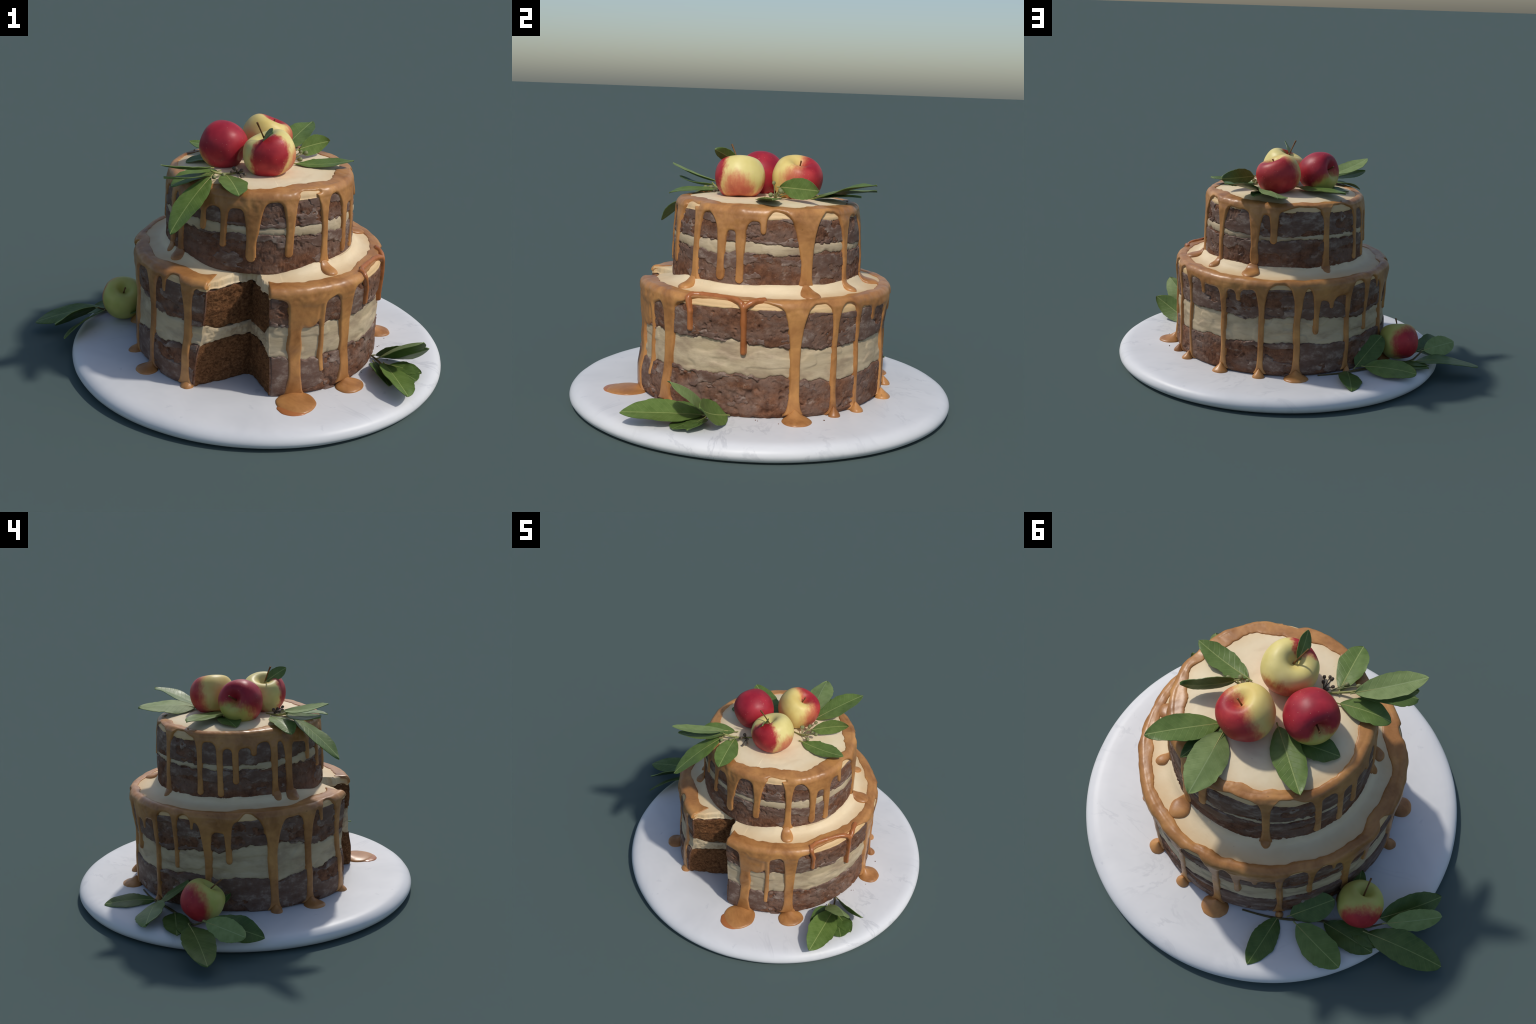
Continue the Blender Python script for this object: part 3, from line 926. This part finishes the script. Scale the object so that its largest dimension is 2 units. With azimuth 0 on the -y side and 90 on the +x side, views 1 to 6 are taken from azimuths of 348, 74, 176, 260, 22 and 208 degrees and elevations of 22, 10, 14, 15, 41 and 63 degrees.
def build_apple(centre, radius, axis, mat, seed, squash, stem_tip, label):
    prof = np.array(APPLE_PROFILE)
    # resample the profile smoothly
    s = np.concatenate([[0], np.cumsum(np.hypot(*np.diff(prof, axis=0).T))])
    q = np.linspace(0, s[-1], 60)
    pr, pz = np.interp(q, s, prof[:, 0]), np.interp(q, s, prof[:, 1])
    for _ in range(6):
        pr[1:-1] = (pr[:-2] + 2 * pr[1:-1] + pr[2:]) / 4; pz[1:-1] = (pz[:-2] + 2 * pz[1:-1] + pz[2:]) / 4
    n = 80
    th = np.arange(n) * 2 * math.pi / n
    lob = 1 + 0.018 * np.cos(5 * th + seed) * np.clip(-pz[:, None], 0, 1) + 0.012 * np.cos(3 * th + seed * 2)
    x, y, z = pr[:, None] * np.cos(th) * lob, pr[:, None] * np.sin(th) * lob, np.repeat(pz[:, None] * squash, n, 1)
    dn = 1 + 0.028 * fbm(x * 1.3, y * 1.3, z * 1.3, seed, 2)
    v = np.stack([x * dn, y * dn, z * dn], -1).reshape(-1, 3) * radius
    rot = Vector(axis).normalized().to_track_quat('Z', 'Y').to_matrix()
    v = v @ np.array(rot).T
    me = make_mesh('apple', v, grid_faces(60, n, True)[:, ::-1], [mat])
    ob = add('apple', me, loc=centre)
    ob['label'] = label
    ob['category'] = 'apple'
    a = Vector(axis).normalized(); c = Vector(centre)
    base = c + a * radius * squash * 0.46
    tip = Vector(stem_tip)
    mid = base.lerp(tip, .55) + a * 0.008
    tube('stalk', [base, mid, tip], [0.0045, 0.0032, 0.0048], STEM, ob)
    return ob


def build_leaf(parent, base, tip, side, half, mat_top=None, mat_bottom=None, bend=0.0, fold=0.10, twist=0.0,
               seed=0, skew=0.0, blunt=0.0, stalk=0.02, ruffle=1.0):
    """an oblong leaf: midrib from base to tip, blade folded along it, gently ruffled edge"""
    mat_top, mat_bottom = mat_top or LEAF, mat_bottom or LEAF_PALE
    b, t = Vector(base), Vector(tip)
    ln = (t - b).length
    X = (t - b).normalized()
    Y = Vector(side); Y = (Y - X * Y.dot(X)).normalized()
    Z = X.cross(Y)
    if Z.z < -0.2:
        Y, Z = -Y, -Z
    m, k = 40, 17
    u = np.linspace(0, 1, m)[:, None]; w = np.linspace(-1, 1, k)[None, :]
    p = 0.5 + 0.07 * skew
    us = u ** (math.log(0.5) / math.log(p))
    prof = np.clip(4 * us * (1 - us), 0, 1) ** (0.78 - 0.25 * blunt * (u > p))
    edge = ruffle * (0.05 * noise3(u * 7, np.sign(w) * 2, seed, 21) + 0.035 * noise3(u * 22, np.sign(w) * 2, seed, 22))
    prof = prof * (1 + edge) + 0.012
    x = u * ln + 0 * w
    y = w * half * prof
    z = bend * 4 * u * (1 - u) + fold * np.abs(y) + 0.05 * half * ruffle * noise3(u * 5, w * 1.5, seed, 23) * np.abs(w) ** 1.5 \
        + 0.10 * half * ruffle * noise3(u * 3, np.sign(w), seed, 25) * np.abs(w) ** 2
    if twist:
        ang = twist * (u - 0.3)
        y, z = y * np.cos(ang) - (z) * np.sin(ang) * 1.0, z * np.cos(ang) + y * np.sin(ang)
    topv = np.stack([x, y, z], -1).reshape(-1, 3)
    th = 0.0026 + 0.0016 * (1 - np.abs(w)) + 0 * u
    botv = topv.copy(); botv[:, 2] -= th.reshape(-1)
    nv = len(topv)
    ft = grid_faces(m, k, False)[:, ::-1]
    fb = grid_faces(m, k, False) + nv
    idx = np.arange(nv).reshape(m, k)
    loop = np.concatenate([idx[0, :-1], idx[:-1, -1], idx[-1, ::-1][:-1], idx[::-1, 0][:-1]])
    nx = np.roll(loop, -1)
    fr = np.stack([loop, loop + nv, nx + nv, nx], -1)
    faces = np.concatenate([ft, fb, fr[:, ::-1]])
    mi = np.concatenate([np.zeros(len(ft)), np.ones(len(fb)), np.zeros(len(fr))])
    verts = np.concatenate([topv, botv])
    if stalk:
        # short stalk, an eight sided rod running back from the blade
        s = np.linspace(-stalk, 0.45 * ln, 10); c = np.arange(8) * 2 * math.pi / 8
        zc = np.interp(np.clip(s / ln, 0, 1), u[:, 0], z[:, k // 2])
        rad = np.interp(s, [-stalk, 0, 0.45 * ln], [0.0034, 0.0028, 0.0009])
        rod = np.stack([s[:, None] + 0 * c, rad[:, None] * np.cos(c), (zc - 0.0012)[:, None] + rad[:, None] * np.sin(c)], -1).reshape(-1, 3)
        faces = np.concatenate([faces, grid_faces(10, 8, True) + len(verts)])
        mi = np.concatenate([mi, np.full(72, 2)])
        verts = np.concatenate([verts, rod])
    me = make_mesh('leaf', verts, faces, [mat_top, mat_bottom, STALK], mi)
    me.set_sharp_from_angle(angle=math.radians(60))
    ob = bpy.data.objects.new('leaf', me)
    bpy.context.scene.collection.objects.link(ob)
    ob.parent = parent
    mw = Matrix(((X.x, Y.x, Z.x, b.x), (X.y, Y.y, Z.y, b.y), (X.z, Y.z, Z.z, b.z), (0, 0, 0, 1)))
    ob.matrix_parent_inverse = Matrix.Translation(parent.location).inverted()
    ob.matrix_basis = mw
    return ob


def sprig(loc, label):
    ob = bpy.data.objects.new('leaf_sprig', None)
    bpy.context.scene.collection.objects.link(ob)
    ob.location = loc
    ob['label'] = label
    ob['category'] = 'leaf sprig'
    return ob


def buds(parent, root, spots, mat, radius, seed):
    """small round buds, each on a thin stalk from one root"""
    n, m = 12, 9
    for i, p in enumerate(spots):
        r = radius * (0.8 + 0.4 * hash3(np.array(i), np.array(seed), np.array(3), 5))
        ph = np.linspace(0, math.pi, m)[:, None]; th = np.arange(n)[None, :] * 2 * math.pi / n
        k = 1 - 0.22 * np.exp(-((ph - 0.2) / 0.25) ** 2)
        d = (Vector(p) - Vector(root)).normalized()
        v = np.stack([np.sin(ph) * np.cos(th) * k, np.sin(ph) * np.sin(th) * k, 1.25 * np.cos(ph) * k + 0 * th], -1).reshape(-1, 3) * float(r)
        v = v @ np.array(d.to_track_quat('Z', 'Y').to_matrix()).T
        ob = add('bud', make_mesh('bud', v, grid_faces(m, n, True)[:, ::-1], [mat]), parent, p)
        mid = Vector(root).lerp(Vector(p), .5) + Vector((0, 0, .006))
        tube('bud_stalk', [root, mid, Vector(p) - d * float(r) * .6], [.0028, .0020, .0024], mat, parent, 6)


def build_dressing():
    yellow, green = (0.80, 0.66, 0.20), (0.62, 0.56, 0.16)
    red, dark = (0.52, 0.035, 0.042), (0.36, 0.016, 0.028)
    tri = 'small apple with red blush and short stalk'
    build_apple((-.102, .021, 1.072), .115, (-.62, .46, .22),
                mat_apple('apple_skin_red', [((.55, -.42, .66), 1.0, -.92, -.30, 1.0)], (0.62, 0.55, 0.14), (0.46, 0.44, 0.10), (0.47, .030, .045), (.34, .015, .032)),
                2, 0.94, (-.179, .096, 1.118), 'round deep red apple lying on its side')
    a = build_apple((.081, -.132, 1.069), .1205, (-.33, .06, .90),
                    mat_apple('apple_skin_striped', [((-.26, -.96, 0), .25, .52, .92, 1.0), ((.80, -.30, -.58), 1.0, .40, 1.05, .70), ((-.1, .75, -.6), 1.0, .35, .9, .8)],
                              (0.86, 0.73, 0.29), (0.76, 0.63, 0.21), red, dark), 5, 0.88, (.011, -.158, 1.223),
                    'yellow apple with red patch, stalk and leaf')
    build_leaf(a, (.046, -.138, 1.140), (.063, -.252, 1.203), (.036, .057, .036), .034, LEAF, LEAF_DARK, bend=.006, fold=.1, seed=91, stalk=.012)
    build_apple((.124, .138, 1.072), .121, (.36, .02, .90),
                mat_apple('apple_skin_blushed', [((.45, .86, -.10), 1.0, -.30, .60, 1.0), ((.85, -.10, -.30), 1.0, .30, 1.05, .75), ((.6, .1, .75), 1.0, .75, 1.05, .6)],
                          (0.86, 0.69, 0.25), (0.78, 0.58, 0.17), (0.53, .045, .045), (.36, .016, .028)), 8, 0.89, (.161, .141, 1.160), 'yellow apple with broad red blush')
    build_apple((-.554, .320, .186), .108, (.02, -.50, .84),
                mat_apple('apple_skin_green', [((-.58, .80, -.05), 1.0, .05, .85, 1.0)], (0.60, 0.56, 0.16), (0.48, 0.48, 0.11), red, dark),
                12, 0.95, (-.55, .219, .287), 'small green apple with red cheek and stalk')

    # spray on the top, front left
    s = sprig((-.17, -.19, .975), 'spray of long green leaves with buds')
    tube('twig', [(-.04, -.12, .985), (-.12, -.165, .990), (-.17, -.19, 1.003), (-.20, -.20, 1.022)], [.005, .0055, .005, .003], STALK, s)
    build_leaf(s, (-.197, -.183, 1.029), (-.438, -.353, 1.100), (.034, -.114, .038), .054, LEAF_PALE, LEAF, bend=-.012, fold=.12, seed=1)
    build_leaf(s, (-.190, -.195, 1.012), (-.422, -.318, 1.030), (.45, -.80, .15), .046, LEAF, LEAF_PALE, bend=-.012, seed=2, blunt=.5)
    build_leaf(s, (-.205, -.222, .996), (-.406, -.416, .811), (.113, -.060, .023), .064, LEAF, LEAF_PALE, bend=.014, fold=.06, seed=3)
    build_leaf(s, (-.130, -.182, .995), (-.114, -.431, .980), (1, .05, -.03), .061, LEAF, LEAF_PALE, bend=.010, fold=.12, seed=4, blunt=.3, skew=.6)
    build_leaf(s, (-.158, -.126, .992), (-.374, -.180, .946), (.2, -1, -.05), .060, LEAF, LEAF_PALE, bend=.016, seed=5, blunt=.4, skew=.5)
    buds(s, (-.10, -.165, .992), [(-.145, -.216, 1.004), (-.19, -.235, 1.00)], BUD, .0085, 2)
    buds(s, (-.07, -.155, .988), [(-.100, -.178, 1.004), (-.085, -.150, 1.012), (-.065, -.219, .995), (-.046, -.205, 1.000), (-.056, -.176, 1.010), (-.085, -.198, 1.025)], BUD_BROWN, .0085, 3)

    # spray on the top, right and back
    s = sprig((.20, .03, .975), 'spray of green leaves with pale buds')
    tube('twig', [(.14, .03, .985), (.20, .01, .992), (.25, .0, 1.02)], [.005, .005, .003], STALK, s)
    build_leaf(s, (.253, .015, 1.046), (.437, .141, 1.048), (.004, .007, .092), .049, LEAF, LEAF_DARK, bend=-.010, fold=.08, seed=6)
    build_leaf(s, (.225, -.046, .998), (.491, -.092, 1.021), (0, 1, .02), .056, LEAF, LEAF_DARK, bend=-.012, fold=.14, seed=7, ruffle=1.6)
    build_leaf(s, (.215, .190, .992), (.423, .420, 1.076), (-.39, .30, .02), .068, LEAF, LEAF_DARK, bend=.006, seed=8)
    build_leaf(s, (.185, .225, 1.000), (.157, .533, 1.018), (1, .05, .28), .076, LEAF_PALE, LEAF_DARK, bend=.014, fold=-.12, seed=9, skew=-.3)
    build_leaf(s, (.190, .170, .985), (.272, .408, 1.006), (1, -.3, 0), .045, LEAF_DARK, LEAF_PALE, bend=.006, seed=10)
    buds(s, (.205, .005, .992), [(.190, .050, 1.02), (.226, .066, 1.028), (.245, .117, 1.024), (.250, -.027, 1.010), (.262, .012, 1.035), (.286, .010, 1.03), (.200, .000, 1.06)], BUD, .0095, 4)

    # two leaves tucked under the apples at the back
    s = sprig((-.05, .10, .972), 'pair of green leaves under apples')
    build_leaf(s, (.005, .095, 1.002), (-.220, .321, 1.008), (.7, .7, 0), .066, LEAF, LEAF_DARK, bend=.002, fold=.10, seed=11)
    build_leaf(s, (-.085, .115, .994), (-.272, .080, .978), (.1, 1, 0), .058, LEAF_DARK, LEAF_PALE, bend=.004, seed=12, skew=-.4)

    # branch lying on the board beside the green apple
    s = sprig((-.45, .42, PLATE_TOP), 'fallen branch of long dark green leaves')
    tube('twig', [(-.08, .575, .085), (-.20, .548, .086), (-.30, .510, .092), (-.42, .445, .088), (-.53, .405, .088), (-.62, .375, .094), (-.655, .35, .115), (-.685, .330, .136)],
         [.004, .005, .006, .006, .006, .0055, .0045, .0035], TWIG, s)
    build_leaf(s, (-.242, .528, .090), (-.229, .787, .084), (.110, .02, .026), .060, LEAF_DARK, LEAF, bend=.010, seed=13)
    build_leaf(s, (-.291, .496, .105), (-.447, .372, .238), (.094, -.061, .042), .066, LEAF_DARK, LEAF_PALE, bend=.004, fold=.06, seed=14, blunt=.7, skew=.3, ruffle=.5)
    build_leaf(s, (-.337, .523, .117), (-.600, .602, .104), (-.044, -.123, .050), .074, LEAF, LEAF_DARK, bend=.012, fold=.04, seed=15, blunt=.7)
    build_leaf(s, (-.440, .445, .090), (-.698, .462, .085), (0, 1, 0), .062, LEAF_DARK, LEAF, bend=.006, seed=16, blunt=.3)
    build_leaf(s, (-.555, .410, .092), (-.705, .432, .090), (0, 1, 0), .036, LEAF_DARK, LEAF, bend=.004, seed=17)
    build_leaf(s, (-.635, .395, .102), (-.9995, .358, .058), (-.06, -.151, -.012), .078, LEAF_DARK, LEAF, bend=.018, fold=.03, seed=18, blunt=.5)
    build_leaf(s, (-.695, .323, .138), (-.904, .170, .136), (-.05, -.09, .045), .056, LEAF_PALE, LEAF_DARK, bend=.006, fold=-.05, seed=19, blunt=.8)
    build_leaf(s, (-.658, .312, .125), (-.860, .069, .101), (.075, -.03, .060), .068, LEAF_DARK, LEAF, bend=.014, fold=.05, seed=20)
    build_leaf(s, (-.510, .255, .130), (-.482, .165, .188), (.7, .2, .2), .030, LEAF_DARK, LEAF, seed=21, stalk=.03)

    # cluster at the front right of the board
    s = sprig((.62, -.38, PLATE_TOP), 'small cluster of cupped green leaves')
    tube('twig', [(.590, -.270, .092), (.606, -.330, .092), (.615, -.400, .096), (.640, -.450, .094)], [.004, .005, .005, .004], TWIG, s)
    build_leaf(s, (.620, -.405, .108), (.608, -.755, .136), (-.120, -.010, .040), .075, LEAF, LEAF_DARK, bend=.003, fold=.20, seed=22)
    build_leaf(s, (.600, -.385, .135), (.737, -.567, .296), (.84, .38, -.29), .066, LEAF_PALE, LEAF_DARK, bend=.020, fold=-.50, seed=23, blunt=.9, ruffle=.5)
    build_leaf(s, (.614, -.290, .098), (.814, -.457, .204), (.35, .25, -.55), .062, LEAF, LEAF_DARK, bend=-.020, fold=.25, seed=24)
    build_leaf(s, (.650, -.420, .094), (.727, -.552, .092), (1, .45, .10), .066, LEAF_DARK, LEAF, bend=.004, fold=.10, seed=25, blunt=1.0, stalk=.02)
    build_leaf(s, (.578, -.372, .102), (.570, -.610, .108), (-.12, 0, .06), .058, LEAF_DARK, LEAF, bend=.006, fold=.12, seed=26)
    build_leaf(s, (.640, -.400, .100), (.770, -.500, .098), (.5, .6, .1), .045, LEAF_DARK, LEAF, bend=.004, seed=27)


build_plate()
cake = build_cake()
build_glaze(cake)
build_smears(cake)
build_puddles(cake)
build_dressing()
bpy.context.view_layer.update()
